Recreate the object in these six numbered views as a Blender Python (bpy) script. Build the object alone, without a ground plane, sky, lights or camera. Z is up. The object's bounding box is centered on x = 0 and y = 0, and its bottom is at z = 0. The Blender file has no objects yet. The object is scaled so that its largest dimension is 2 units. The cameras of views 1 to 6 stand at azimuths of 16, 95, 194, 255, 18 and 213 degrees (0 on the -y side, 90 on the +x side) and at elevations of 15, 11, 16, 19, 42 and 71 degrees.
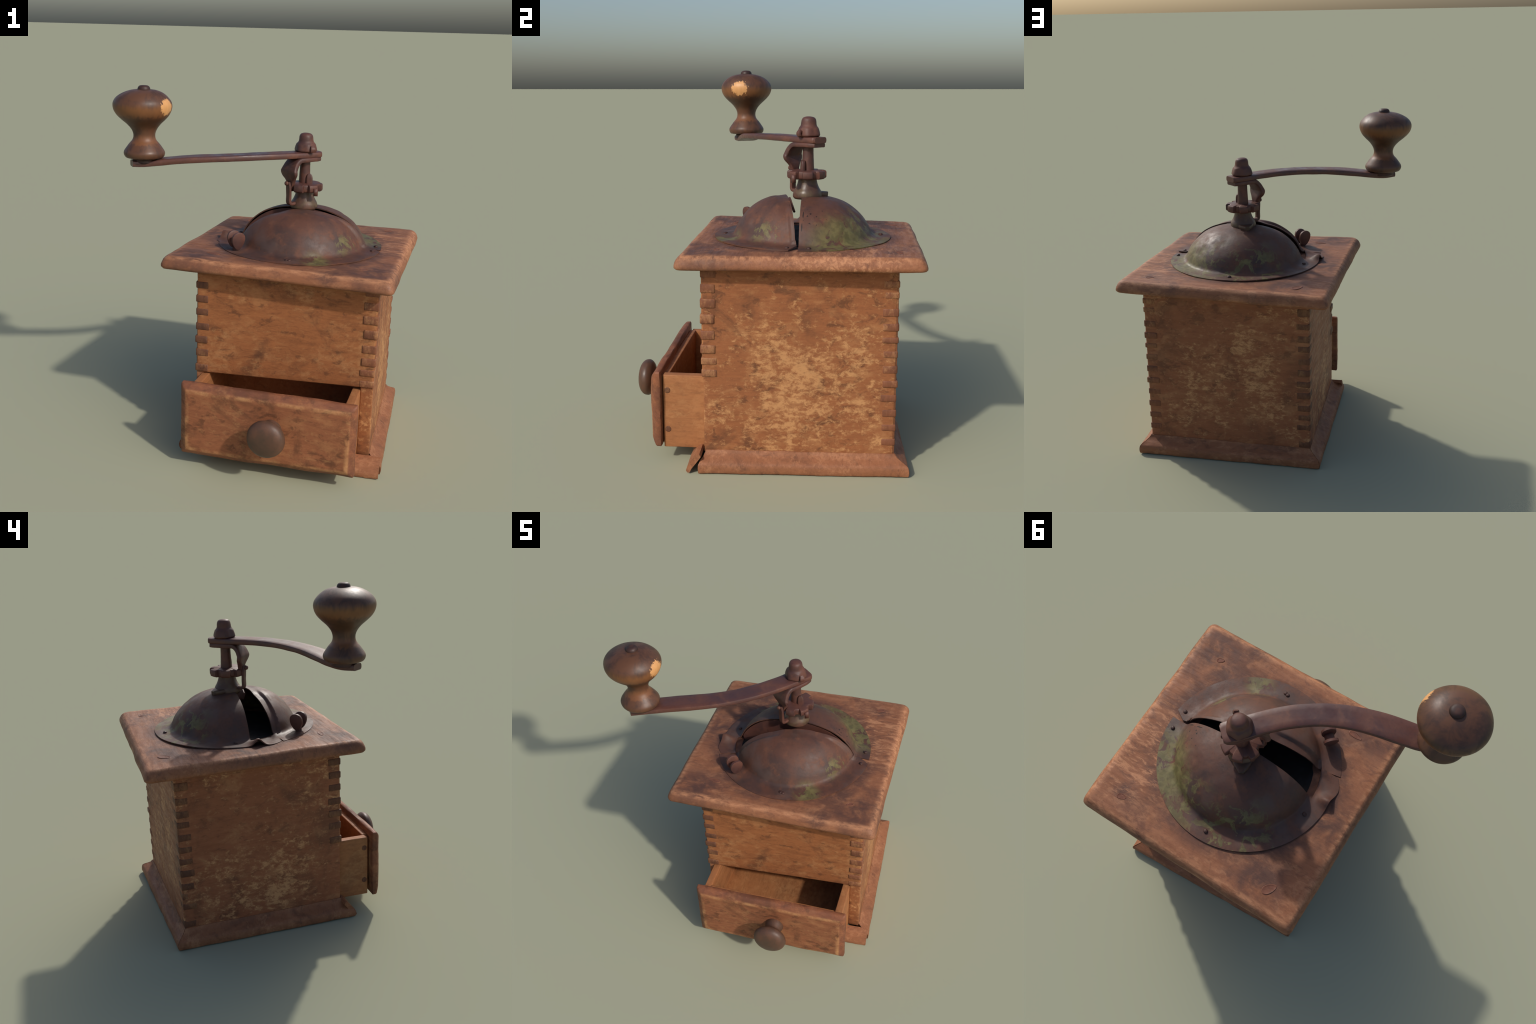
"""Antique wooden box coffee grinder: dovetailed box, open drawer, split iron dome hopper, crank."""
import bpy, bmesh, math, random
from mathutils import Vector, noise, Matrix

random.seed(7)
HOPPER = Vector((0.168, 0.139, 0.0))      # centre of the domed hopper
HUB = Vector((0.172, 0.161, 0.0))         # crank axis
R = math.radians

# ------------------------------------------------------------------ helpers
def smooth(a, b, x):
    t = max(0.0, min(1.0, (x - a) / (b - a)))
    return t * t * (3 - 2 * t)

def link(name, me, mat, parent, sharp=38):
    for p in me.polygons:
        p.use_smooth = True
    if sharp:
        me.set_sharp_from_angle(angle=R(sharp))
    ob = bpy.data.objects.new(name, me)
    bpy.context.collection.objects.link(ob)
    if mat:
        me.materials.append(mat)
    ob.parent = parent
    return ob

def empty(name, parent=None, loc=(0, 0, 0)):
    ob = bpy.data.objects.new(name, None)
    ob.empty_display_size = 0.1
    bpy.context.collection.objects.link(ob)
    ob.parent = parent
    ob.location = loc
    return ob

def to_mesh(bm, name):
    bmesh.ops.recalc_face_normals(bm, faces=bm.faces)
    me = bpy.data.meshes.new(name)
    bm.to_mesh(me)
    bm.free()
    return me

def wobble(bm, amp, scale, seed=0.0, fine=0.0):
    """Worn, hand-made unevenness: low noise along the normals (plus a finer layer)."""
    bm.normal_update()
    off = Vector((seed * 3.1, seed * 1.7, seed * 5.3))
    for v in bm.verts:
        d = amp * noise.noise(v.co * scale + off)
        if fine:
            d += fine * noise.fractal(v.co * scale * 6 + off, 0.8, 2.0, 3)
        v.co += v.normal * d

def block(name, corners, mat, parent, bevel=0.006, step=0.05, amp=0.0015, seed=1.0, segs=3, sharp=None):
    """Solid from 8 corners (bottom 4 ccw, top 4 ccw), edges rounded, cut finely and made uneven."""
    bm = bmesh.new()
    vs = [bm.verts.new(c) for c in corners]
    for f in ((3, 2, 1, 0), (4, 5, 6, 7), (0, 1, 5, 4), (1, 2, 6, 5), (2, 3, 7, 6), (3, 0, 4, 7)):
        bm.faces.new([vs[i] for i in f])
    if step:
        for _ in range(6):
            long = [e for e in bm.edges if e.calc_length() > step]
            if not long:
                break
            bmesh.ops.subdivide_edges(bm, edges=long, cuts=1, use_grid_fill=True)
    if bevel:
        hard = [e for e in bm.edges if len(e.link_faces) == 2 and e.calc_face_angle(0) > R(25)]
        bmesh.ops.bevel(bm, geom=hard, offset=bevel, segments=segs, profile=0.5, affect='EDGES')
    bm.normal_update()
    if amp:
        wobble(bm, amp, 7.0, seed, amp * 0.35)
    return link(name, to_mesh(bm, name), mat, parent, sharp)

def prism(quad, z0, z1):
    z0s = z0 if isinstance(z0, (list, tuple)) else [z0] * 4
    z1s = z1 if isinstance(z1, (list, tuple)) else [z1] * 4
    return [(p[0], p[1], z) for p, z in zip(quad, z0s)] + [(p[0], p[1], z) for p, z in zip(quad, z1s)]

def curve_points(pts, n):
    """Catmull-Rom through the control points, n samples per span."""
    pts = [Vector(p) for p in pts]
    out = []
    for i in range(len(pts) - 1):
        p0 = pts[i - 1] if i else pts[0] * 2 - pts[1]
        p1, p2 = pts[i], pts[i + 1]
        p3 = pts[i + 2] if i + 2 < len(pts) else p2 * 2 - p1
        for k in range(n):
            t = k / n
            out.append(0.5 * ((2 * p1) + (p2 - p0) * t + (2 * p0 - 5 * p1 + 4 * p2 - p3) * t * t + (3 * p1 - p0 - 3 * p2 + p3) * t ** 3))
    out.append(pts[-1])
    return out

def rings_mesh(rings, close_start=True, close_end=True):
    bm = bmesh.new()
    vr = [[bm.verts.new(p) for p in ring] for ring in rings]
    n = len(vr[0])
    for a, b in zip(vr, vr[1:]):
        for i in range(n):
            j = (i + 1) % n
            bm.faces.new((a[i], a[j], b[j], b[i]))
    for flag, ring in ((close_start, vr[0]), (close_end, vr[-1])):
        if flag:
            c = bm.verts.new(sum((v.co for v in ring), Vector()) / n)
            for i in range(n):
                bm.faces.new((ring[i], ring[(i + 1) % n], c))
    return bm

def lathe(name, profile, centre, mat, parent, seg=64, n=5, sx=1.0, sy=1.0, axis=None, amp=0.0, scale=9, sharp=50, spline=True, lump=None):
    """Solid of revolution; profile = (radius, height) from bottom to top."""
    prof = curve_points([(r, z, 0) for r, z in profile], n) if spline else [Vector((r, z, 0)) for r, z in profile]
    rings = []
    for p in prof:
        r = max(p.x, 0.0005)
        ring = []
        for i in range(seg):
            a = 2 * math.pi * i / seg
            k = lump(a, p.y) if lump else 1.0
            ring.append(Vector((r * k * sx * math.cos(a), r * k * sy * math.sin(a), p.y)))
        rings.append(ring)
    bm = rings_mesh(rings)
    if axis is not None:
        rot = Vector((0, 0, 1)).rotation_difference(Vector(axis)).to_matrix().to_4x4()
        bmesh.ops.transform(bm, matrix=rot, verts=bm.verts)
    bmesh.ops.translate(bm, vec=Vector(centre), verts=bm.verts)
    bmesh.ops.recalc_face_normals(bm, faces=bm.faces)
    if amp:
        wobble(bm, amp, scale, 3.0)
    return link(name, to_mesh(bm, name), mat, parent, sharp)

def ribbon(name, stations, mat, parent, thick=0.014, n=6, edge=0.35, amp=0.0):
    """Bent flat bar: stations = (centre, half width, side direction); rounded-rectangle section."""
    cs = curve_points([s[0] for s in stations], n)
    ws = [w.x for w in curve_points([(s[1], 0, 0) for s in stations], n)]
    ss = curve_points([s[2] for s in stations], n)
    rings = []
    for i, c in enumerate(cs):
        t = (cs[min(i + 1, len(cs) - 1)] - cs[max(i - 1, 0)]).normalized()
        side = (ss[i] - t * ss[i].dot(t)).normalized()
        up = side.cross(t).normalized()
        w, h = ws[i], thick / 2
        e = min(edge * thick, w * 0.45)
        sec = [(-w, -h + e), (-w + e * .3, -h + e * .3), (-w + e, -h), (-w * .4, -h), (w * .4, -h), (w - e, -h), (w - e * .3, -h + e * .3), (w, -h + e),
               (w, h - e), (w - e * .3, h - e * .3), (w - e, h), (w * .4, h), (-w * .4, h), (-w + e, h), (-w + e * .3, h - e * .3), (-w, h - e)]
        rings.append([c + side * a + up * b for a, b in sec])
    bm = rings_mesh(rings)
    bmesh.ops.recalc_face_normals(bm, faces=bm.faces)
    if amp:
        wobble(bm, amp, 14, 5.0)
    return link(name, to_mesh(bm, name), mat, parent, 42)

# ------------------------------------------------------------------ materials
class Nodes:
    def __init__(self, name):
        self.mat = bpy.data.materials.new(name)
        self.mat.use_nodes = True
        self.t = self.mat.node_tree
        self.t.nodes.clear()
        self.out = self.t.nodes.new('ShaderNodeOutputMaterial')
        self.bsdf = self.t.nodes.new('ShaderNodeBsdfPrincipled')
        self.t.links.new(self.bsdf.outputs[0], self.out.inputs[0])
        self.co = self.t.nodes.new('ShaderNodeTexCoord').outputs['Object']

    def put(self, sock, v):
        if hasattr(v, 'is_output'):
            self.t.links.new(v, sock)
        else:
            sock.default_value = v

    def map(self, scale=(1, 1, 1), loc=(0, 0, 0), rot=(0, 0, 0), src=None):
        m = self.t.nodes.new('ShaderNodeMapping')
        self.t.links.new(src or self.co, m.inputs[0])
        m.inputs['Location'].default_value = loc
        m.inputs['Rotation'].default_value = rot
        m.inputs['Scale'].default_value = scale
        return m.outputs[0]

    def noise(self, vec, scale, detail=4, rough=0.55, dist=0.0):
        n = self.t.nodes.new('ShaderNodeTexNoise')
        self.t.links.new(vec, n.inputs['Vector'])
        n.inputs['Scale'].default_value = scale
        n.inputs['Detail'].default_value = detail
        n.inputs['Roughness'].default_value = rough
        n.inputs['Distortion'].default_value = dist
        return n.outputs['Fac']

    def ramp(self, v, lo, hi, a=0.0, b=1.0):
        m = self.t.nodes.new('ShaderNodeMapRange')
        m.interpolation_type = 'SMOOTHSTEP'
        self.put(m.inputs[0], v)
        for i, x in enumerate((lo, hi, a, b)):
            m.inputs[i + 1].default_value = x
        return m.outputs[0]

    def math(self, op, a, b=0.0, clamp=False):
        m = self.t.nodes.new('ShaderNodeMath')
        m.operation = op
        m.use_clamp = clamp
        self.put(m.inputs[0], a)
        self.put(m.inputs[1], b)
        return m.outputs[0]

    def mul(self, a, b):
        return self.math('MULTIPLY', a, b)

    def mix(self, f, a, b, mode='MIX'):
        m = self.t.nodes.new('ShaderNodeMix')
        m.data_type = 'RGBA'
        m.blend_type = mode
        self.put(m.inputs[0], f)
        for s, v in ((m.inputs[6], a), (m.inputs[7], b)):
            self.put(s, v if hasattr(v, 'is_output') else (*v, 1))
        return m.outputs[2]

    def blob(self, centre, radius, soft=0.5, stretch=(1, 1, 1)):
        """1 inside a (stretched) ball around a point, falling to 0 at its edge."""
        d = self.t.nodes.new('ShaderNodeVectorMath')
        d.operation = 'SUBTRACT'
        self.t.links.new(self.co, d.inputs[0])
        d.inputs[1].default_value = centre
        s = self.t.nodes.new('ShaderNodeVectorMath')
        s.operation = 'MULTIPLY'
        self.t.links.new(d.outputs[0], s.inputs[0])
        s.inputs[1].default_value = stretch
        l = self.t.nodes.new('ShaderNodeVectorMath')
        l.operation = 'LENGTH'
        self.t.links.new(s.outputs[0], l.inputs[0])
        return self.ramp(l.outputs['Value'], radius, radius * soft)

    def bump(self, h, strength, dist=0.004):
        b = self.t.nodes.new('ShaderNodeBump')
        b.inputs['Strength'].default_value = strength
        b.inputs['Distance'].default_value = dist
        self.put(b.inputs['Height'], h)
        self.t.links.new(b.outputs[0], self.bsdf.inputs['Normal'])

    def done(self, colour, rough, spec=0.4, metallic=0.0):
        self.put(self.bsdf.inputs['Base Color'], colour)
        self.put(self.bsdf.inputs['Roughness'], rough)
        self.bsdf.inputs['Specular IOR Level'].default_value = spec
        self.bsdf.inputs['Metallic'].default_value = metallic
        return self.mat

def srgb(r, g, b):
    f = lambda c: (c / 255 / 12.92) if c <= 10 else ((c / 255 + 0.055) / 1.055) ** 2.4
    return (f(r), f(g), f(b))

def wood(name, base, dark, light, along='X', flakes=0.0, stains=0.5, seed=0.0, rough=0.58, flake_at=None, extra=None, grain=1.0):
    """Old varnished wood: grain streaks, cloudy dark stains, and rubbed-off varnish showing paler wood."""
    n = Nodes(name)
    k = {'X': (1, 9, 9), 'Y': (9, 1, 9), 'Z': (9, 9, 1)}[along]
    st = {'X': (1, 1.7, 1.7), 'Y': (1.7, 1, 1.7), 'Z': (1.7, 1.7, 1)}[along]
    off = (seed, seed * 1.7, seed * 0.6)
    g = n.noise(n.map(k if grain <= 1 else tuple(0.45 + 0.55 * c for c in k), off), 6 if grain <= 1 else 4.5, 5, 0.6, 0.7 if grain <= 1 else 1.8)
    fine = n.noise(n.map(k, off), 30, 3, 0.6)
    cloud = n.noise(n.map((1, 1, 1), off), 4.2, 6, 0.62, 0.5)
    spot = n.noise(n.map(st, (off[0] + 3, off[1], off[2])), 10, 6, 0.66, 0.6)
    soft = n.noise(n.map(st, (off[0], off[1] + 5, off[2])), 6, 7, 0.68, 0.4)
    col = n.mix(n.mul(n.ramp(g, 0.35, 0.72), 0.45 * grain), base, tuple(c * 0.66 for c in base))
    col = n.mix(n.mul(n.ramp(fine, 0.42, 0.72), 0.30 * grain), col, tuple(min(1, c * 1.25) for c in base))
    # broad, soft rubbed areas
    col = n.mix(n.mul(n.ramp(soft, 0.50, 0.66), 0.30 + 0.25 * flakes), col, tuple(0.5 * a + 0.5 * b for a, b in zip(base, light)))
    col = n.mix(n.mul(n.ramp(cloud, 0.50, 0.68), stains), col, dark)
    col = n.mix(n.mul(n.ramp(spot, 0.53, 0.66), stains * 0.8), col, tuple(c * 0.85 for c in dark))
    if flakes:
        region = n.ramp(n.noise(n.map((1, 1, 1), (seed * 2 + 3, 1, 2)), 3.4, 4, 0.6, 0.3), 0.40, 0.62)
        if flake_at:
            region = n.math('ADD', n.mul(region, 0.6), n.mul(n.blob(*flake_at), 0.5))
        fl = n.noise(n.map(st, off), 23, 9, 0.76, 0.3)
        level = n.math('ADD', fl, n.mul(region, 0.165))
        bits, bare = n.ramp(level, 0.575, 0.65), n.ramp(level, 0.645, 0.70)
        keep = n.ramp(n.noise(n.map(st, (off[0] + 9, off[1], off[2])), 8, 8, 0.74, 0.4), 0.60, 0.47)
        mid = tuple(0.45 * p + 0.55 * q for p, q in zip(base, light))
        pale = n.mix(bare, n.mix(n.ramp(fine, 0.3, 0.7), mid, tuple(c * 0.85 for c in mid)), light)
        col = n.mix(n.mul(n.mul(bits, keep), flakes), col, pale)
    if extra:
        col = extra(n, col)
    # fine grime and pin-prick specks
    dirt = n.noise(n.map(st, (off[0] + 2, off[1] + 7, off[2])), 48, 6, 0.72, 0.3)
    col = n.mix(n.mul(n.ramp(dirt, 0.52, 0.66), 0.22), col, tuple(c * 0.8 for c in dark))
    col = n.mix(n.mul(n.ramp(dirt, 0.42, 0.30), 0.14), col, light)
    n.bump(n.math('ADD', n.mul(g, 0.6), n.math('ADD', n.mul(fine, 0.5), n.mul(dirt, 0.35))), 0.35, 0.003)
    return n.done(col, n.ramp(g, 0.3, 0.7, rough - 0.08, rough + 0.12), 0.3)

def rust(name, base, dark, warm, seed=0.0, rough=0.48, extra=None, bump=0.35):
    n = Nodes(name)
    a = n.noise(n.map(loc=(seed, 2, 1)), 6, 5, 0.6, 0.3)
    b = n.noise(n.map(loc=(1, seed, 4)), 14, 5, 0.62, 0.2)
    c = n.noise(n.map(loc=(seed, seed, 0)), 70, 4, 0.65)
    col = n.mix(n.ramp(a, 0.40, 0.66), base, dark)
    col = n.mix(n.mul(n.ramp(b, 0.50, 0.70), 0.75), col, warm)
    col = n.mix(n.mul(n.ramp(c, 0.45, 0.75), 0.30), col, tuple(x * 0.55 for x in dark))
    if extra:
        col = extra(n, col)
    n.bump(n.math('ADD', n.mul(b, 0.5), n.mul(c, 0.6)), bump, 0.003)
    return n.done(col, n.ramp(b, 0.3, 0.7, rough - 0.1, rough + 0.14), 0.45)

BODY, BODY_DARK, BODY_PALE = srgb(150, 93, 58), srgb(96, 61, 42), srgb(204, 152, 102)
BOARD, BOARD_DARK, BOARD_PALE = srgb(148, 96, 67), srgb(84, 59, 52), srgb(194, 138, 100)
RUST, RUST_DARK, RUST_WARM = srgb(95, 61, 47), srgb(73, 53, 47), srgb(113, 71, 51)
MOSS = srgb(120, 112, 68)

M_RIGHT = wood('wood_side_flaked', BODY, BODY_DARK, srgb(204, 152, 102), 'Y', 0.72, 0.85, 0.0, flake_at=((0.68, 0.25, 0.36), 0.66, 0.2))
M_LEFT = wood('wood_side_scratched', srgb(152, 93, 63), srgb(104, 66, 48), srgb(202, 150, 104), 'Y', 0.85, 0.6, 4.0, flake_at=((-0.31, 0.0, 0.32), 0.42, 0.3))
M_BACK = wood('wood_back_flaked', srgb(150, 93, 63), srgb(102, 65, 47), srgb(202, 150, 104), 'X', 0.8, 0.65, 8.0, flake_at=((0.2, 0.61, 0.5), 0.5, 0.3))
M_FRONT = wood('wood_front', srgb(156, 97, 59), BODY_DARK, BODY_PALE, 'X', 0.30, 0.8, 12.0, grain=1.6)
def drawer_wear(n, col):
    """Varnish rubbed pale along the crease of the bevelled border."""
    sep = n.t.nodes.new('ShaderNodeSeparateXYZ')
    n.t.links.new(n.co, sep.inputs[0])
    dx = n.math('SUBTRACT', 0.470, n.math('ABSOLUTE', n.math('SUBTRACT', sep.outputs['X'], 0.1885)))
    dz = n.math('SUBTRACT', 0.2045, n.math('ABSOLUTE', n.math('SUBTRACT', sep.outputs['Z'], 0.2855)))
    d = n.math('MINIMUM', dx, dz)
    rim = n.mul(n.ramp(d, 0.022, 0.034), n.ramp(d, 0.056, 0.040))
    scuff = n.noise(n.map((1, 1, 1), (2, 5, 3)), 14, 6, 0.7)
    col = n.mix(n.mul(n.mul(rim, n.ramp(scuff, 0.36, 0.66)), 0.55), col, BODY_PALE)
    edge = n.mul(n.ramp(d, 0.034, 0.022), n.ramp(scuff, 0.35, 0.6))
    return n.mix(n.mul(edge, 0.5), col, srgb(112, 70, 56))
M_DRAWER = wood('wood_drawer', srgb(148, 92, 62), BODY_DARK, BODY_PALE, 'X', 0.25, 0.85, 15.0, extra=drawer_wear, grain=1.3)
M_DRAWER_BOX = wood('wood_drawer_inside', srgb(164, 108, 68), srgb(112, 74, 50), BODY_PALE, 'Y', 0.25, 0.4, 17.0)
M_FINGER = wood('wood_end_grain', srgb(130, 81, 57), srgb(92, 60, 46), BODY_PALE, 'Z', 0.35, 0.6, 19.0, rough=0.6)
M_FINGER_DARK = wood('wood_end_grain_dark', srgb(108, 69, 50), srgb(78, 52, 42), BODY_PALE, 'Z', 0.15, 0.6, 21.0, rough=0.6)
M_BASE = wood('wood_moulding', srgb(148, 96, 66), srgb(96, 64, 49), BOARD_PALE, 'X', 0.4, 0.55, 23.0)
M_BOTTOM = wood('wood_very_dark', srgb(46, 30, 24), srgb(26, 18, 16), srgb(60, 40, 30), 'X', 0.0, 0.5, 2.0)  # plain very dark brown for the bottom board

def board_wear(n, col):
    sep = n.t.nodes.new('ShaderNodeSeparateXYZ')
    n.t.links.new(n.co, sep.inputs[0])
    blot = n.noise(n.map((1, 1, 1), (5, 1, 3)), 9, 5, 0.62, 0.5)
    scuff = n.noise(n.map((1, 3.2, 3.2), (2, 5, 3), (0, 0, 1.2)), 12, 8, 0.72, 0.5)
    # grime gathered round the iron flange, and stains
    ring = n.mul(n.blob((HOPPER.x, HOPPER.y, 1.115), 0.56, 0.84), n.ramp(blot, 0.30, 0.62))
    col = n.mix(n.mul(ring, 0.75), col, BOARD_DARK)
    for c, r in (((0.64, -0.28, 1.11), 0.34), ((-0.30, -0.34, 1.11), 0.26), ((-0.30, 0.20, 1.11), 0.28), ((0.60, 0.60, 1.11), 0.10), ((-0.20, 0.62, 1.11), 0.2), ((0.45, -0.42, 1.11), 0.12)):
        m = n.mul(n.blob(c, r, 0.1), n.ramp(blot, 0.30, 0.62))
        col = n.mix(n.mul(m, 0.9), col, BOARD_DARK)
    # pale scratches, and rims rubbed bare
    m = n.mul(n.blob((0.68, 0.36, 1.11), 0.42, 0.3), n.ramp(scuff, 0.48, 0.62))
    col = n.mix(n.mul(m, 0.8), col, BOARD_PALE)
    dx = n.math('SUBTRACT', 0.624, n.math('ABSOLUTE', n.math('SUBTRACT', sep.outputs['X'], 0.164)))
    dy = n.math('SUBTRACT', 0.608, n.math('ABSOLUTE', n.math('SUBTRACT', sep.outputs['Y'], 0.153)))
    d = n.math('MINIMUM', dx, dy)
    rim = n.mul(n.ramp(d, 0.008, 0.024), n.ramp(d, 0.060, 0.032))
    m = n.mul(rim, n.ramp(scuff, 0.36, 0.66))
    return n.mix(n.mul(m, 0.85), col, BOARD_PALE)
M_BOARD = wood('wood_top_board', BOARD, BOARD_DARK, BOARD_PALE, 'X', 0.35, 0.5, 27.0, extra=board_wear)
M_PLUG = wood('wood_plug', srgb(124, 78, 60), BOARD_DARK, BOARD_PALE, 'X', 0.2, 0.4, 31.0)

def dome_growth(n, col):
    big = n.noise(n.map(loc=(3, 1, 2)), 12, 5, 0.66, 0.6)
    small = n.noise(n.map(loc=(7, 1, 2)), 30, 4, 0.6, 0.3)
    # grey patches of bare, weathered iron
    col = n.mix(n.mul(n.ramp(n.noise(n.map(loc=(9, 4, 2)), 7, 3, 0.5), 0.52, 0.68), 0.45), col, srgb(96, 78, 71))
    for c, r, s, lo in (((0.53, 0.40, 1.11), 0.27, 0.45, 0.40), ((0.38, 0.47, 1.16), 0.26, 0.3, 0.50), ((0.02, 0.52, 1.13), 0.30, 0.3, 0.52),
                        ((0.34, -0.25, 1.12), 0.10, 0.3, 0.40), ((0.50, 0.02, 1.20), 0.10, 0.3, 0.54), ((0.46, -0.08, 1.19), 0.09, 0.2, 0.52)):
        m = n.mul(n.blob(c, r, s), n.ramp(n.math('ADD', big, n.mul(small, 0.15)), lo + 0.07, lo + 0.13))
        col = n.mix(n.mul(m, 0.8), col, n.mix(n.ramp(small, 0.4, 0.6), MOSS, srgb(98, 92, 54)))
    # near-black specks and two dashes painted in place of pin holes and slits
    black_specks = n.mul(n.blob((0.43, 0.19, 1.26), 0.11, 0.5), n.ramp(n.noise(n.map(loc=(4, 4, 4)), 62, 2, 0.5), 0.66, 0.69))
    for c, st in (((0.500, 0.146, 1.215), (1, 9, 1)), ((0.435, 0.150, 1.262), (1, 9, 1))):
        black_specks = n.math('MAXIMUM', black_specks, n.blob(c, 0.028, 0.7, st))
    return n.mix(black_specks, col, (0.004, 0.003, 0.003))
M_DOME = rust('rusty_dome_iron', RUST, RUST_DARK, RUST_WARM, 1.0, 0.56, dome_growth, 0.4)
M_IRON = rust('rusty_iron', srgb(96, 60, 50), srgb(76, 50, 46), srgb(112, 70, 54), 6.0, 0.52)
M_ARM = rust('rusty_arm_iron', srgb(98, 62, 52), srgb(82, 56, 54), srgb(112, 72, 56), 9.0, 0.42, bump=0.2)
M_SCREW = rust('rusty_rivet', srgb(74, 46, 38), srgb(56, 38, 34), srgb(90, 54, 42), 13.0, 0.55)
def bell_growth(n, col):
    m = n.ramp(n.noise(n.map(loc=(3, 1, 2)), 22, 3, 0.5), 0.5, 0.62)
    return n.mix(n.mul(m, 0.4), col, srgb(104, 88, 60))
M_BELL = rust('weathered_bell_iron', srgb(92, 66, 52), srgb(74, 55, 46), srgb(102, 66, 50), 15.0, 0.42, bell_growth)
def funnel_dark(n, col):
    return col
M_FUNNEL = rust('shade_black_iron', (0.006, 0.005, 0.005), (0.004, 0.003, 0.003), (0.012, 0.008, 0.006), 17.0, 0.8)  # interior shade put into the colour: almost black iron

def handle_colour():
    n = Nodes('worn_handle_varnish')
    a = n.noise(n.map((1, 1, 0.4)), 16, 5, 0.65, 0.4)
    streak = n.noise(n.map((5, 5, 1)), 12, 4, 0.6)
    z = n.t.nodes.new('ShaderNodeSeparateXYZ')
    n.t.links.new(n.co, z.inputs[0])
    z = z.outputs['Z']
    zz = n.math('ADD', z, n.mul(n.math('SUBTRACT', streak, 0.5), 0.05))
    col = n.mix(n.ramp(a, 0.4, 0.65), srgb(98, 65, 46), srgb(72, 49, 39))
    # varnish worn to ochre in a ring under the widest part and above the foot
    ring = n.mul(n.ramp(zz, 1.825, 1.862), n.ramp(zz, 1.915, 1.875))
    col = n.mix(n.mul(ring, 0.55), col, srgb(142, 92, 50))
    neck = n.mul(n.ramp(zz, 1.685, 1.70), n.ramp(zz, 1.745, 1.715))
    col = n.mix(n.mul(neck, 0.6), col, srgb(134, 86, 52))
    low = n.mul(n.ramp(zz, 1.76, 1.79), n.ramp(zz, 1.85, 1.82))
    col = n.mix(n.mul(low, 0.6), col, srgb(70, 46, 28))
    # chipped bare wood on the side
    d = n.blob((-0.475, -0.283, 1.893), 0.075, 0.0, (0.6, 0.9, 1.0))
    chip = n.ramp(n.math('ADD', d, n.mul(n.math('SUBTRACT', n.noise(n.map((2, 2, 1)), 34, 6, 0.7), 0.5), 1.3)), 0.36, 0.44)
    col = n.mix(n.mul(chip, 0.88), col, n.mix(streak, srgb(236, 178, 116), srgb(208, 148, 92)))
    n.bump(n.math('SUBTRACT', n.mul(streak, 0.3), n.mul(chip, 0.8)), 0.3, 0.003)
    return n.done(col, n.ramp(a, 0.3, 0.7, 0.38, 0.52), 0.45)
M_HANDLE = handle_colour()
M_KNOB = rust('dark_drawer_knob_wood', srgb(92, 64, 50), srgb(78, 60, 48), srgb(104, 70, 52), 21.0, 0.4, bump=0.12)

# ------------------------------------------------------------------ the thing
root = empty('coffee_grinder')
root['label'] = 'old wooden box coffee grinder with rusty dome and crank'
root['category'] = 'coffee grinder'
box = empty('wooden_box', root)
drawer = empty('drawer', root)
hopper = empty('dome_hopper', root)
crank = empty('crank', root)

# ---- box: four panels on a slightly twisted plan
FL, FR, BR, BL = Vector((-0.283, -0.364)), Vector((0.699, -0.334)), Vector((0.663, 0.626)), Vector((-0.326, 0.599))
MID = (FL + FR + BR + BL) / 4
TOP_Z, LOW_Z, WALL = 1.052, 0.088, 0.058

def inward(p, q, d):
    t = (q - p).normalized()
    nrm = Vector((-t.y, t.x))
    return nrm * d

def panel(name, p, q, mat, z0, z1, cut0=0.005, cut1=0.005, seed=1.0, thick=WALL):
    t = (q - p).normalized()
    a, b = p + t * cut0, q - t * cut1
    i = inward(p, q, thick)
    return block(name, prism([a, b, b + i, a + i], z0, z1), mat, box, 0.007, 0.045, 0.0022, seed)

panel('front_panel', FL, FR, M_FRONT, [0.456, 0.486, 0.486, 0.456], TOP_Z, 0.004, 0.004, 2.0)
panel('side_panel', FR, BR, M_RIGHT, LOW_Z, TOP_Z, 0.006, 0.006, 5.0, 0.069)
panel('side_panel', BL, FL, M_LEFT, LOW_Z, TOP_Z, 0.006, 0.006, 7.0, 0.042)
panel('back_panel', BR, BL, M_BACK, LOW_Z + 0.002, TOP_Z, 0.004, 0.004, 9.0)
ins = [p + (MID - p) * 0.06 for p in (FL, FR, BR, BL)]
block('bottom_board', prism(ins, 0.072, 0.094), M_BOTTOM, box, 0.003, 0.2, 0)
FINGERS = {
    'fl': (FL, FR, BL, [(.985, .945), (.908, .866), (.828, .787), (.746, .704), (.672, .631), (.597, .553), (.508, .466)]),
    'fr': (FR, BR, FL, [(1.03, .992), (.960, .914), (.885, .838), (.808, .759), (.724, .677), (.652, .608), (.587, .550), (.523, .483)]),
    'br': (BR, BL, FR, [(.990, .955), (.930, .896), (.852, .810), (.772, .733), (.702, .672), (.635, .599), (.561, .520), (.483, .447), (.408, .370), (.332, .293), (.256, .220), (.180, .143)]),
    'bl': (BL, FL, BR, [(.976, .928), (.884, .842), (.812, .770), (.745, .707), (.674, .631), (.602, .561), (.529, .492), (.457, .415), (.378, .337), (.316, .276), (.250, .210), (.148, .100)]),
}
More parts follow.
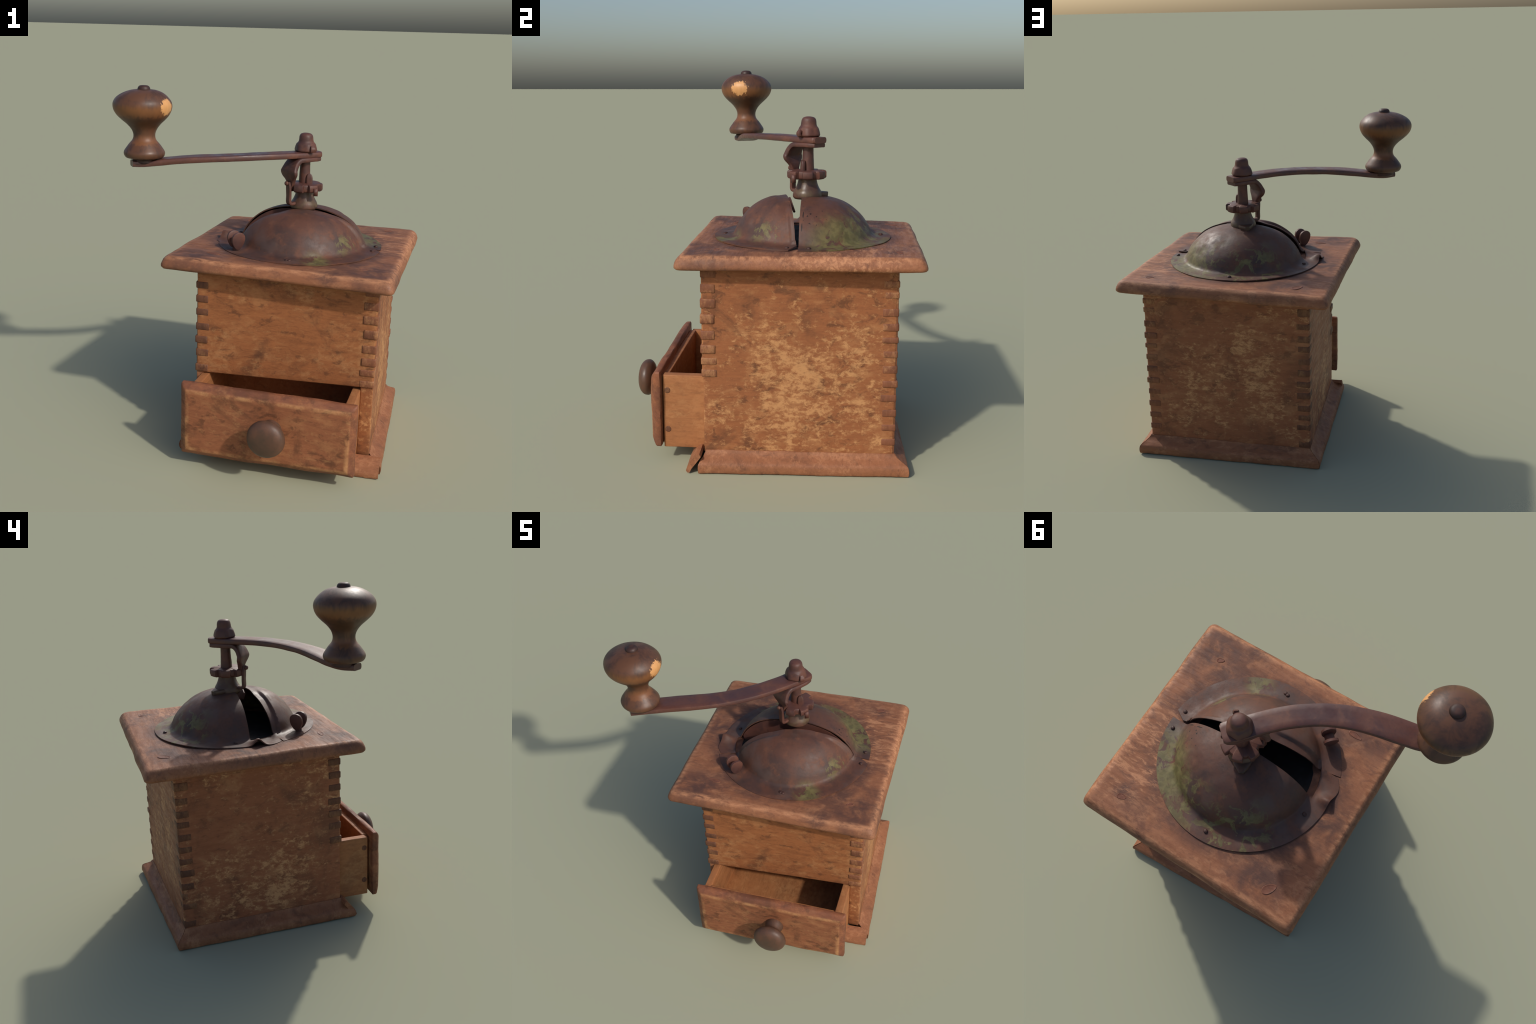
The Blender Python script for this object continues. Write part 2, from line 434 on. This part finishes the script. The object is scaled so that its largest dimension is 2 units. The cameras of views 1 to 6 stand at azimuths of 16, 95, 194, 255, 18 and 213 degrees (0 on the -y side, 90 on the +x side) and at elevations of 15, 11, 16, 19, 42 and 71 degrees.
for key, (p, q, o, zs) in FINGERS.items():
    e1, e2 = (q - p).normalized(), (o - p).normalized()
    for za, zb in zs:
        out = random.uniform(0.002, 0.0065) * (0.45 if key == 'bl' else 1.0)
        l1, l2 = random.uniform(0.070, 0.082), random.uniform(0.070, 0.082)
        c = p - (e1 + e2) * out
        quad = [c, c + e1 * l1, c + e1 * l1 + e2 * l2, c + e2 * l2]
        j = random.uniform(-0.003, 0.003)
        block('joint_finger', prism(quad, zb + j, za + j), M_FINGER_DARK if key in ('bl', 'fl') else M_FINGER, box, 0.006, 0.03, 0.0016, random.uniform(0, 50), 2)

# ---- base moulding: three strips with a rounded sloping face, and a loose leaning strip at the front
OUT = [Vector((-0.360, -0.428)), Vector((0.772, -0.408)), Vector((0.720, 0.700)), Vector((-0.393, 0.655))]
INN = [FL, FR, BR, BL]
PROFILE = [(-0.30, 0.0), (0.50, 0.0), (0.88, 0.001), (0.97, 0.007), (1.0, 0.018), (1.0, 0.032), (0.955, 0.046), (0.85, 0.056), (0.65, 0.065), (0.40, 0.075), (0.20, 0.086), (0.08, 0.096), (0.02, 0.1005), (-0.30, 0.101)]
prof = curve_points([(f, z, 0) for f, z in PROFILE], 3)
for i in (1, 2, 3):
    j = (i + 1) % 4
    rings, steps = [], 60
    for s_ in range(steps + 1):
        ring = []
        for p in prof:
            ca, cb = INN[i].lerp(OUT[i], p.x), INN[j].lerp(OUT[j], p.x)
            ln = (cb - ca).length
            ga = (0.016 + 0.042 * max(p.x, 0)) if i == 1 else 0.002
            gb = 0.002
            t = ga / ln + (1 - (ga + gb) / ln) * s_ / steps
            c = ca.lerp(cb, t)
            ring.append(Vector((c.x, c.y, max(p.y, 0.0))))
        rings.append(ring)
    bm = rings_mesh(rings)
    bmesh.ops.recalc_face_normals(bm, faces=bm.faces)
    wobble(bm, 0.003, 9, 11.0 + i, 0.0015)
    for v in bm.verts:
        v.co.z = max(v.co.z, 0.0)
    link('base_moulding', to_mesh(bm, 'base_moulding'), M_BASE, box, 45)
LEAN = [(-0.004, 0.088), (0.004, 0.101), (0.016, 0.098), (0.034, 0.080), (0.052, 0.058), (0.067, 0.034), (0.073, 0.014), (0.067, 0.002), (0.055, 0.002), (0.044, 0.022), (0.028, 0.046), (0.010, 0.070)]
rings = []
for s_ in range(71):
    f = s_ / 70
    base = Vector((-0.352, -0.362)).lerp(Vector((0.764, -0.340)), f)
    rings.append([Vector((base.x, base.y - d, z)) for d, z in LEAN])
bm = rings_mesh(rings)
bmesh.ops.recalc_face_normals(bm, faces=bm.faces)
wobble(bm, 0.004, 12, 11.0, 0.002)
for v in bm.verts:
    v.co.z = max(v.co.z, 0.0)
link('base_moulding', to_mesh(bm, 'base_moulding'), M_BASE, box, 55)

# ---- top board with a round hole under the hopper
def rounded_loop(quad, inset, rad, n_side=24, n_corner=8):
    pts, m = [], len(quad)
    c = sum(quad, Vector((0, 0))) / m
    hx = lambda p: Vector((p.x - math.copysign(inset, p.x - c.x), p.y - math.copysign(inset, p.y - c.y)))
    q = [hx(p) for p in quad]
    for i in range(m):
        p, a, b = q[i], q[i - 1], q[(i + 1) % m]
        d0, d1 = (a - p).normalized(), (b - p).normalized()
        s, e = p + d0 * rad, p + d1 * rad
        for k in range(n_corner):
            t = k / n_corner
            pts.append(s * (1 - t) ** 2 + p * 2 * t * (1 - t) + e * t * t)
        nxt = q[(i + 1) % m]
        e2 = nxt + (p - nxt).normalized() * rad
        for k in range(n_side):
            pts.append(e.lerp(e2, k / n_side))
    return pts

BQ = [Vector((-0.463, -0.453)), Vector((0.783, -0.455)), Vector((0.786, 0.751)), Vector((-0.463, 0.770))]
sect = [(0.090, 1.046, 0.03), (0.022, 1.045, 0.03), (0.008, 1.048, 0.034), (0.001, 1.056, 0.038), (0.0, 1.066, 0.04), (0.003, 1.079, 0.04), (0.009, 1.093, 0.04), (0.017, 1.104, 0.04), (0.027, 1.112, 0.04), (0.033, 1.1148, 0.04), (0.06, 1.115, 0.04)]
rings = []
def blend_ring(base, t, z, rad):
    out = []
    for p in base:
        d = (p - HOPPER.xy).normalized() * rad + HOPPER.xy
        c = p.lerp(d, t)
        out.append(Vector((c.x, c.y, z)))
    return out
low = rounded_loop(BQ, 0.09, 0.03)
rings.append(blend_ring(low, 1.0, 1.046, 0.30))
for inset, z, rad in sect:
    rings.append([Vector((p.x, p.y, z)) for p in rounded_loop(BQ, inset, rad)])
top = rounded_loop(BQ, 0.06, 0.04)
for k in range(1, 9):
    rings.append(blend_ring(top, k / 8, 1.115, 0.30))
rings.append(blend_ring(low, 1.0, 1.046, 0.30))
bm = rings_mesh(rings, False, False)
bmesh.ops.remove_doubles(bm, verts=bm.verts, dist=1e-5)
bmesh.ops.recalc_face_normals(bm, faces=bm.faces)
wobble(bm, 0.004, 5.5, 21.0, 0.0012)
for v in bm.verts:      # the board has warped: two opposite corners stand higher
    u, w = max(-1, min(1, (v.co.x - 0.164) / 0.62)), max(-1, min(1, (v.co.y - 0.153) / 0.61))
    v.co.z += -0.0005 - 0.003 * w + 0.009 * u * w * max(abs(u), abs(w))
board = link('top_board', to_mesh(bm, 'top_board'), M_BOARD, root, 50)
bpy.context.view_layer.update()

for (x, y), (lx, ly), ang in (((-0.265, 0.629), (0.040, 0.022), 0.9), ((0.610, 0.625), (0.026, 0.014), 0.2), ((-0.222, -0.272), (0.040, 0.014), -0.1), ((0.600, -0.268), (0.022, 0.012), 0.5)):
    rings = []
    zb = board.ray_cast(Vector((x, y, 1.3)), Vector((0, 0, -1)))[1].z
    for f, z in ((1.0, zb - 0.01), (1.0, zb + 0.0005), (0.90, zb + 0.0022), (0.78, zb + 0.0008), (0.4, zb + 0.0012)):
        ring = []
        for k in range(28):
            a = 2 * math.pi * k / 28
            u, w = lx * f * math.cos(a), ly * f * math.sin(a) * (1 + 0.25 * math.cos(a))
            ring.append(Vector((x + u * math.cos(ang) - w * math.sin(ang), y + u * math.sin(ang) + w * math.cos(ang), z)))
        rings.append(ring)
    link('screw_plug', to_mesh(rings_mesh(rings), 'screw_plug'), M_PLUG, root, 40)

# ---- drawer
def face_loop(x0, x1, z0, z1, inset, rad, y):
    q = [Vector((x0, z0)), Vector((x1, z0)), Vector((x1, z1)), Vector((x0, z1))]
    return [Vector((p.x, y, p.y)) for p in rounded_loop(q, inset, rad, 20, 5)]
X0, X1, Z0, Z1 = -0.280, 0.659, 0.088, 0.490
rings = [face_loop(X0, X1, Z0, Z1, i, r, y) for i, r, y in ((0.30, 0.004, -0.563), (0.10, 0.006, -0.554), (0.006, 0.008, -0.555), (0.0, 0.01, -0.560), (0.0, 0.012, -0.580), (0.003, 0.012, -0.587), (0.016, 0.012, -0.598), (0.032, 0.014, -0.6085), (0.037, 0.014, -0.6105), (0.06, 0.014, -0.611))]
rings = [r for r in rings[1:]]
mid = Vector(((X0 + X1) / 2, -0.611, (Z0 + Z1) / 2))
for k in range(1, 6):
    rings.append([p.lerp(mid, k / 6) for p in rings[8]])
bm = rings_mesh(rings)
bmesh.ops.recalc_face_normals(bm, faces=bm.faces)
wobble(bm, 0.004, 6, 31.0, 0.001)
for v in bm.verts:      # the front hangs slightly askew: its left end lower and further out
    k = smooth(X1, X0, v.co.x)
    v.co.y -= 0.009 * k
    v.co.z -= 0.010 * k * smooth(0.30, 0.09, v.co.z)
    v.co.x -= 0.004 * k
link('drawer_front', to_mesh(bm, 'drawer_front'), M_DRAWER, drawer, 50)

def plank(name, x0, x1, y0, y1, z0, z1, mat, seed, bevel=0.004, parent=drawer, amp=0.001):
    return block(name, prism([Vector((x0, y0)), Vector((x1, y0)), Vector((x1, y1)), Vector((x0, y1))], z0, z1), mat, parent, bevel, 0.06, amp, seed)
plank('drawer_side', 0.587, 0.631, -0.548, 0.30, 0.077, 0.466, M_DRAWER_BOX, 41)
plank('drawer_side', -0.250, -0.207, -0.548, 0.30, 0.079, 0.452, M_DRAWER_BOX, 43)
plank('drawer_inner_front', -0.210, 0.590, -0.560, -0.526, 0.079, 0.455, M_DRAWER_BOX, 45)
plank('drawer_back', -0.215, 0.590, 0.000, 0.036, 0.079, 0.464, M_DRAWER_BOX, 47)
plank('drawer_floor', -0.212, 0.590, -0.525, 0.09, 0.085, 0.166, M_DRAWER_BOX, 49)
for x in (0.632, -0.251):  # flush discs added for the dark stain spots on the drawer sides
    for z in (0.175, 0.385):
        lathe('drawer_stain_disc', [(0.002, -0.004), (0.015, -0.003), (0.015, 0.0006), (0.009, 0.0012), (0.0, 0.0013)], (x, -0.526, z), M_FINGER_DARK, drawer, 20, 2, axis=(1 if x > 0 else -1, 0, 0))
lathe('drawer_knob', [(0.0, -0.01), (0.052, -0.01), (0.056, 0.006), (0.050, 0.026), (0.046, 0.046), (0.056, 0.062), (0.082, 0.074), (0.097, 0.090), (0.100, 0.106), (0.092, 0.126), (0.070, 0.142), (0.036, 0.150), (0.0, 0.152)],
      (0.222, -0.617, 0.304), M_KNOB, drawer, 56, 4, axis=(0, -1, 0), amp=0.0015)

# ---- hopper: two iron half domes with flanges, parted by a slot
DOME = [(0.462, 1.1200), (0.440, 1.1215), (0.415, 1.1225), (0.395, 1.1245), (0.376, 1.1285), (0.363, 1.138), (0.354, 1.155), (0.340, 1.184), (0.319, 1.215), (0.290, 1.246), (0.252, 1.276), (0.210, 1.300), (0.155, 1.319), (0.090, 1.331), (0.030, 1.3355), (0.004, 1.336)]
dome_prof = curve_points([(r, z, 0) for r, z in DOME], 7)

def half_dome(name, centre, keep, shape, lift, rim, skew=0.0):
    bm = bmesh.new()
    seg = 300
    rows = []
    for p in dome_prof:
        r = p.x + (rim * smooth(0.40, 0.462, p.x))
        cx = centre.x + skew * smooth(0.40, 0.36, p.x)
        rows.append([bm.verts.new((cx + r * math.cos(2 * math.pi * i / seg), centre.y + r * math.sin(2 * math.pi * i / seg), p.y + lift)) for i in range(seg)])
    for a, b in zip(rows, rows[1:]):
        for i in range(seg):
            bm.faces.new((a[i], a[(i + 1) % seg], b[(i + 1) % seg], b[i]))
    bm.faces.new(rows[-1])
    keep(bm)
    bm.normal_update()
    shape(bm)
    ob = link(name, to_mesh(bm, name), M_DOME, hopper, 0)
    m = ob.modifiers.new('sheet', 'SOLIDIFY')
    m.thickness, m.offset = 0.006, -1.0
    dg = bpy.context.evaluated_depsgraph_get()
    me = bpy.data.meshes.new_from_object(ob.evaluated_get(dg))
    ob.modifiers.clear()
    ob.data = me
    me.set_sharp_from_angle(angle=R(45))
    return ob

def cut(bm, co, no):
    bmesh.ops.bisect_plane(bm, geom=bm.verts[:] + bm.edges[:] + bm.faces[:], plane_co=co, plane_no=no, clear_outer=True)

CB = Vector((0.169, 0.142, 0))
def keep_back(bm):
    for y in (0.133, -0.028):
        bmesh.ops.bisect_plane(bm, geom=bm.verts[:] + bm.edges[:] + bm.faces[:], plane_co=(0, y, 0), plane_no=(0, 1, 0))
    dead = []
    for f in bm.faces:
        c = f.calc_center_median()
        if c.y < 0.133 and not (c.x < 0.1 and c.y > -0.028 and (c - CB).xy.length > 0.374):
            dead.append(f)
    bmesh.ops.delete(bm, geom=dead, context='FACES')

def shape_back(bm):
    for v in bm.verts:
        x, y, z = v.co
        r = (v.co - CB).xy.length
        if x < 0:
            # bent-up, rippled tab of the flange at the mouth of the slot
            rip = 0.036 * math.exp(-((y - 0.112) / 0.030) ** 2) * smooth(0.375, 0.455, r) * smooth(0.20, 0.17, y)
            lip = 0.010 * smooth(0.02, -0.02, y) * smooth(0.44, 0.38, r)
            v.co.z += (rip + lip) * (1 if z < 1.16 else 0)
            v.co.x -= 0.020 * math.exp(-((y - 0.03) / 0.05) ** 2) * smooth(0.38, 0.46, r)
        dent = 0.0045 * noise.fractal(Vector((x, y, z)) * 11, 0.9, 2.0, 3) * math.exp(-((Vector((x, y, z)) - Vector((0.40, 0.36, 1.24))).length / 0.16) ** 2)
        v.co += v.normal * (dent + 0.003 * noise.noise(v.co * 7 + Vector((2, 0, 0))))

A, B = Vector((0.53, 0.117)), Vector((-0.26, -0.036))
SLOT_N = Vector((-(A - B).y, (A - B).x, 0)).normalized()
CF = Vector((0.166, 0.131, 0))
def keep_front(bm):
    cut(bm, (A.x, A.y, 0), SLOT_N)
    cut(bm, (0.62, 0.095, 0), Vector((0.55, 0.83, 0)))
def shape_front(bm):
    for v in bm.verts:
        x, y, z = v.co
        d = -(Vector((x, y, 0)) - Vector((A.x, A.y, 0))).dot(SLOT_N)      # distance from the slot edge
        r = (v.co - CF).xy.length
        on_dome = smooth(0.375, 0.355, r)
        step = smooth(0.047, 0.038, d) * on_dome
        v.co += v.normal * (-0.013 * step * smooth(0.14, 0.05, x))        # stepped lip, left part
        v.co += v.normal * (0.014 * smooth(0.030, 0.014, d) * smooth(0.39, 0.375, r) * smooth(0.34, 0.46, x))   # rolled rim, right end
        v.co += v.normal * 0.006 * smooth(1.20, 1.28, z) * smooth(0.02, 0.08, d)
        v.co += v.normal * 0.003 * noise.noise(v.co * 7 + Vector((5, 0, 0)))
        if x > 0.50 and z < 1.14:
            v.co.z += 0.008 * smooth(0.06, 0.0, d)
half_dome('dome_shell', CB, keep_back, shape_back, 0.0, 0.0, 0.007)
half_dome('dome_shell', CF, keep_front, shape_front, 0.002, 0.006)

for x, y in ((0.592, 0.078), (0.597, 0.186), (0.152, 0.553), (-0.217, 0.223), (0.190, -0.279), (0.205, -0.283)):
    lathe('flange_rivet', [(0.0105, 1.118), (0.011, 1.126), (0.009, 1.130), (0.005, 1.132), (0.0, 1.1325)], (x, y, 0), M_SCREW, hopper, 16, 2)

# added funnel, itself unseen: its near-black colour stands in for the dark interior
lathe('added_dark_funnel', [(0.335, 1.116), (0.295, 1.112), (0.24, 1.05), (0.14, 0.90), (0.06, 0.80), (0.0, 0.80)], (HOPPER.x, HOPPER.y, 0), M_FUNNEL, hopper, 48, 3)
# bridge plate that carries the spindle, seen through the slot
tip = Vector((0, 0.35, -1))
ribbon('bridge_plate', [(Vector((0.150, 0.070, 1.290)), 0.020, tip), (Vector((0.20, 0.076, 1.292)), 0.036, tip), (Vector((0.28, 0.086, 1.288)), 0.036, tip), (Vector((0.345, 0.094, 1.282)), 0.012, tip)], M_IRON, hopper, 0.012)
# partition plate standing just inside the slot, a finger's breadth below the dome
rings = []
plate = [p for p in dome_prof if p.x < 0.352]
for dy in (0.0, 0.007):
    ring = [Vector((CB.x - max(p.x - 0.012, 0.0), 0.1365 + dy, p.y - 0.014)) for p in plate] + [Vector((CB.x + max(p.x - 0.012, 0.0), 0.1365 + dy, p.y - 0.014)) for p in reversed(plate)]
    ring += [Vector((CB.x + 0.33, 0.1365 + dy, 1.10)), Vector((CB.x - 0.33, 0.1365 + dy, 1.10))]
    rings.append(ring)
bm = rings_mesh(rings, False, False)
bm.verts.ensure_lookup_table()
n_ = len(rings[0])
bm.faces.new([bm.verts[i] for i in range(n_)])
bm.faces.new([bm.verts[n_ + i] for i in range(n_)])
bmesh.ops.remove_doubles(bm, verts=bm.verts, dist=1e-5)
link('partition_plate', to_mesh(bm, 'partition_plate'), M_IRON, hopper, 30)

# wing nut on the front flange
WN = Vector((-0.124, -0.174, 1.122))
wing_axis = Vector((0.70, -0.71, 0)).normalized()
wing_side = Vector((0.71, 0.70, 0)).normalized()
def wing(off, tall, lean):
    rings = []
    for k, f in ((-1, 0.86), (-0.72, 1.0), (0.72, 1.0), (1, 0.86)):
        ring = []
        for i in range(36):
            a = 2 * math.pi * i / 36
            w = 0.047 * f * math.cos(a) * (0.80 + 0.20 * math.sin(a))
            h = 0.049 * f * math.sin(a) * tall
            ring.append(WN + wing_axis * (off + k * 0.009 + lean * h) + wing_side * w + Vector((0, 0, 0.058 + h)))
        rings.append(ring)
    return rings_mesh(rings)
nut = empty('wing_nut', hopper)
for off, tall, lean in ((0.026, 1.0, 0.10), (-0.026, 1.0, -0.10)):
    link('wing', to_mesh(wing(off, tall, lean), 'wing'), M_IRON, nut, 40)
lathe('nut_body', [(0.0, -0.03), (0.022, -0.028), (0.026, 0.0), (0.022, 0.028), (0.0, 0.03)], WN + Vector((0, 0, 0.046)), M_IRON, nut, 24, 3, axis=wing_axis)
lathe('nut_screw', [(0.018, -0.004), (0.018, 0.02), (0.015, 0.045), (0.0, 0.046)], WN, M_IRON, nut, 20, 3)

# ---- crank: bell bearing, adjusting gear, spindle, bracket, arm, cap nut, handle
lathe('bearing_bell', [(0.070, 1.318), (0.077, 1.328), (0.076, 1.346), (0.072, 1.358), (0.063, 1.374), (0.055, 1.392), (0.050, 1.412), (0.048, 1.428)], (HUB.x + 0.003, HUB.y - 0.002, 0), M_BELL, crank, 48, 4, amp=0.0015)
# pointed feet of the bell
for ang, ln in ((R(118), 0.115),):
    d = Vector((math.cos(ang), math.sin(ang), 0))
    s = Vector((-d.y, d.x, 0))
    ribbon('bell_foot', [(HUB + d * 0.02 + Vector((0, 0, 1.340)), 0.052, s), (HUB + d * 0.07 + Vector((0, 0, 1.338)), 0.042, s), (HUB + d * ln + Vector((0, 0, 1.334)), 0.012, s)], M_BELL, crank, 0.028, 5)

def gear_lump(a, z):
    # six lugs parted by square notches, two of them wider
    t = (a + 0.35) % (2 * math.pi) / (2 * math.pi) * 7
    f = abs(t - math.floor(t) - 0.5)
    return 1.0 - 0.20 * smooth(0.28, 0.34, f)
lathe('adjusting_gear', [(0.0, 1.424), (0.094, 1.424), (0.101, 1.428), (0.104, 1.434), (0.104, 1.458), (0.101, 1.464), (0.094, 1.467), (0.03, 1.469), (0.0, 1.469)], (HUB.x + 0.002, HUB.y - 0.006, 0), M_IRON, crank, 168, 1, spline=False, lump=gear_lump, amp=0.002, scale=20, sharp=40)
lathe('spindle', [(0.034, 1.46), (0.032, 1.50), (0.029, 1.56), (0.029, 1.62)], (HUB.x, HUB.y, 0), M_IRON, crank, 32, 3, amp=0.001)
side_ = Vector((1, 0.3, 0))
ribbon('stop_pin', [(Vector((0.206, 0.134, 1.455)), 0.018, side_), (Vector((0.206, 0.134, 1.495)), 0.018, side_), (Vector((0.204, 0.136, 1.514)), 0.014, side_), (Vector((0.203, 0.138, 1.522)), 0.006, side_)], M_IRON, crank, 0.020, 4)
block('gear_tab', prism([Vector((0.245, 0.075)), Vector((0.268, 0.085)), Vector((0.262, 0.103)), Vector((0.240, 0.095))], 1.408, 1.45), M_IRON, crank, 0.004, 0.05, 0)

rad = Vector((-0.63, -0.777, 0)).normalized()
tan = Vector((0.777, -0.63, 0)).normalized()
def at(rho, z, t=0.0):
    return Vector((HUB.x, HUB.y, 0)) + rad * rho + tan * t + Vector((0, 0, z))
ribbon('spring_bracket', [(at(-0.080, 1.602), 0.042, tan), (at(-0.04, 1.602), 0.056, tan), (at(0.02, 1.602), 0.058, tan), (at(0.066, 1.600), 0.054, tan), (at(0.092, 1.580), 0.055, tan), (at(0.107, 1.552), 0.060, tan), (at(0.111, 1.536), 0.066, tan), (at(0.106, 1.516), 0.060, tan), (at(0.098, 1.488), 0.034, tan), (at(0.094, 1.440), 0.017, tan)], M_IRON, crank, 0.025, 4, edge=0.3, amp=0.004)
ribbon('stop_strap', [(at(0.040, 1.356), 0.017, tan), (at(0.085, 1.352), 0.018, tan), (at(0.106, 1.360), 0.018, tan), (at(0.108, 1.40), 0.018, tan), (at(0.110, 1.44), 0.019, tan), (at(0.114, 1.482), 0.015, tan)], M_IRON, crank, 0.018, 6, amp=0.001)
lathe('strap_rivet', [(0.008, -0.02), (0.008, 0.012), (0.013, 0.014), (0.012, 0.024), (0.006, 0.029), (0.0, 0.030)], at(0.108, 1.472), M_IRON, crank, 20, 3, axis=rad)
ARM = [((0.229, 0.228, 1.627), 0.042), ((0.218, 0.216, 1.627), 0.053), ((0.170, 0.163, 1.628), 0.057), ((0.103, 0.088, 1.629), 0.055), ((0.035, 0.019, 1.630), 0.055), ((-0.036, -0.040, 1.630), 0.055), ((-0.112, -0.091, 1.628), 0.055), ((-0.192, -0.133, 1.625), 0.057),
       ((-0.275, -0.166, 1.621), 0.059), ((-0.363, -0.193, 1.615), 0.060), ((-0.455, -0.215, 1.606), 0.061), ((-0.545, -0.238, 1.595), 0.058), ((-0.625, -0.270, 1.586), 0.048), ((-0.680, -0.308, 1.587), 0.036)]
st = []
for i, (c, w) in enumerate(ARM):
    a, b = Vector(ARM[max(i - 1, 0)][0]), Vector(ARM[min(i + 1, len(ARM) - 1)][0])
    t = (b - a).normalized()
    st.append((Vector(c), w, Vector((t.y, -t.x, 0)).normalized()))
ribbon('crank_arm', st, M_ARM, crank, 0.032, 5, 0.33, 0.0015)

def hexish(a, z):
    return 1.0 + (0.035 * math.cos(6 * a) if z < 1.69 else 0.0)
lathe('cap_nut', [(0.050, 1.642), (0.061, 1.649), (0.061, 1.660), (0.057, 1.676), (0.052, 1.688), (0.044, 1.698), (0.0410, 1.707), (0.0395, 1.722), (0.0365, 1.734), (0.029, 1.7425), (0.015, 1.7465), (0.0, 1.7475)], (HUB.x, HUB.y + 0.002, 0), M_IRON, crank, 60, 4, lump=hexish, amp=0.0015, scale=25)
ribbon('nut_tab', [(Vector((0.222, 0.116, 1.650)), 0.015, Vector((1, 0.6, 0))), (Vector((0.223, 0.113, 1.664)), 0.015, Vector((1, 0.6, 0))), (Vector((0.216, 0.122, 1.678)), 0.010, Vector((1, 0.6, 0)))], M_IRON, crank, 0.018, 4)

KX, KY = -0.626, -0.258
handle = empty('handle', crank)
lathe('handle_washer', [(0.0, 1.585), (0.060, 1.587), (0.064, 1.60), (0.060, 1.616), (0.0, 1.618)], (KX, KY, 0), M_SCREW, handle, 32, 2)
knob = lathe('handle_grip', [(0.030, 1.614), (0.090, 1.615), (0.104, 1.622), (0.110, 1.636), (0.108, 1.651), (0.095, 1.671), (0.080, 1.691), (0.064, 1.710), (0.058, 1.730), (0.060, 1.750), (0.070, 1.772), (0.090, 1.796), (0.116, 1.819), (0.140, 1.844), (0.154, 1.870), (0.158, 1.896), (0.151, 1.920), (0.131, 1.943), (0.102, 1.962), (0.068, 1.974), (0.033, 1.979), (0.0, 1.980)],
      (KX, KY, 0), M_HANDLE, handle, 72, 4, sx=1.01, sy=0.975, amp=0.002, scale=8)
for v in knob.data.vertices:      # the head leans slightly outwards
    v.co.x -= 0.010 * smooth(1.75, 1.88, v.co.z) * smooth(1.985, 1.93, v.co.z)
lathe('handle_bolt', [(0.034, 1.974), (0.034, 1.981), (0.030, 1.991), (0.020, 1.998), (0.0, 2.0)], (KX, KY, 0), M_SCREW, handle, 24, 3)
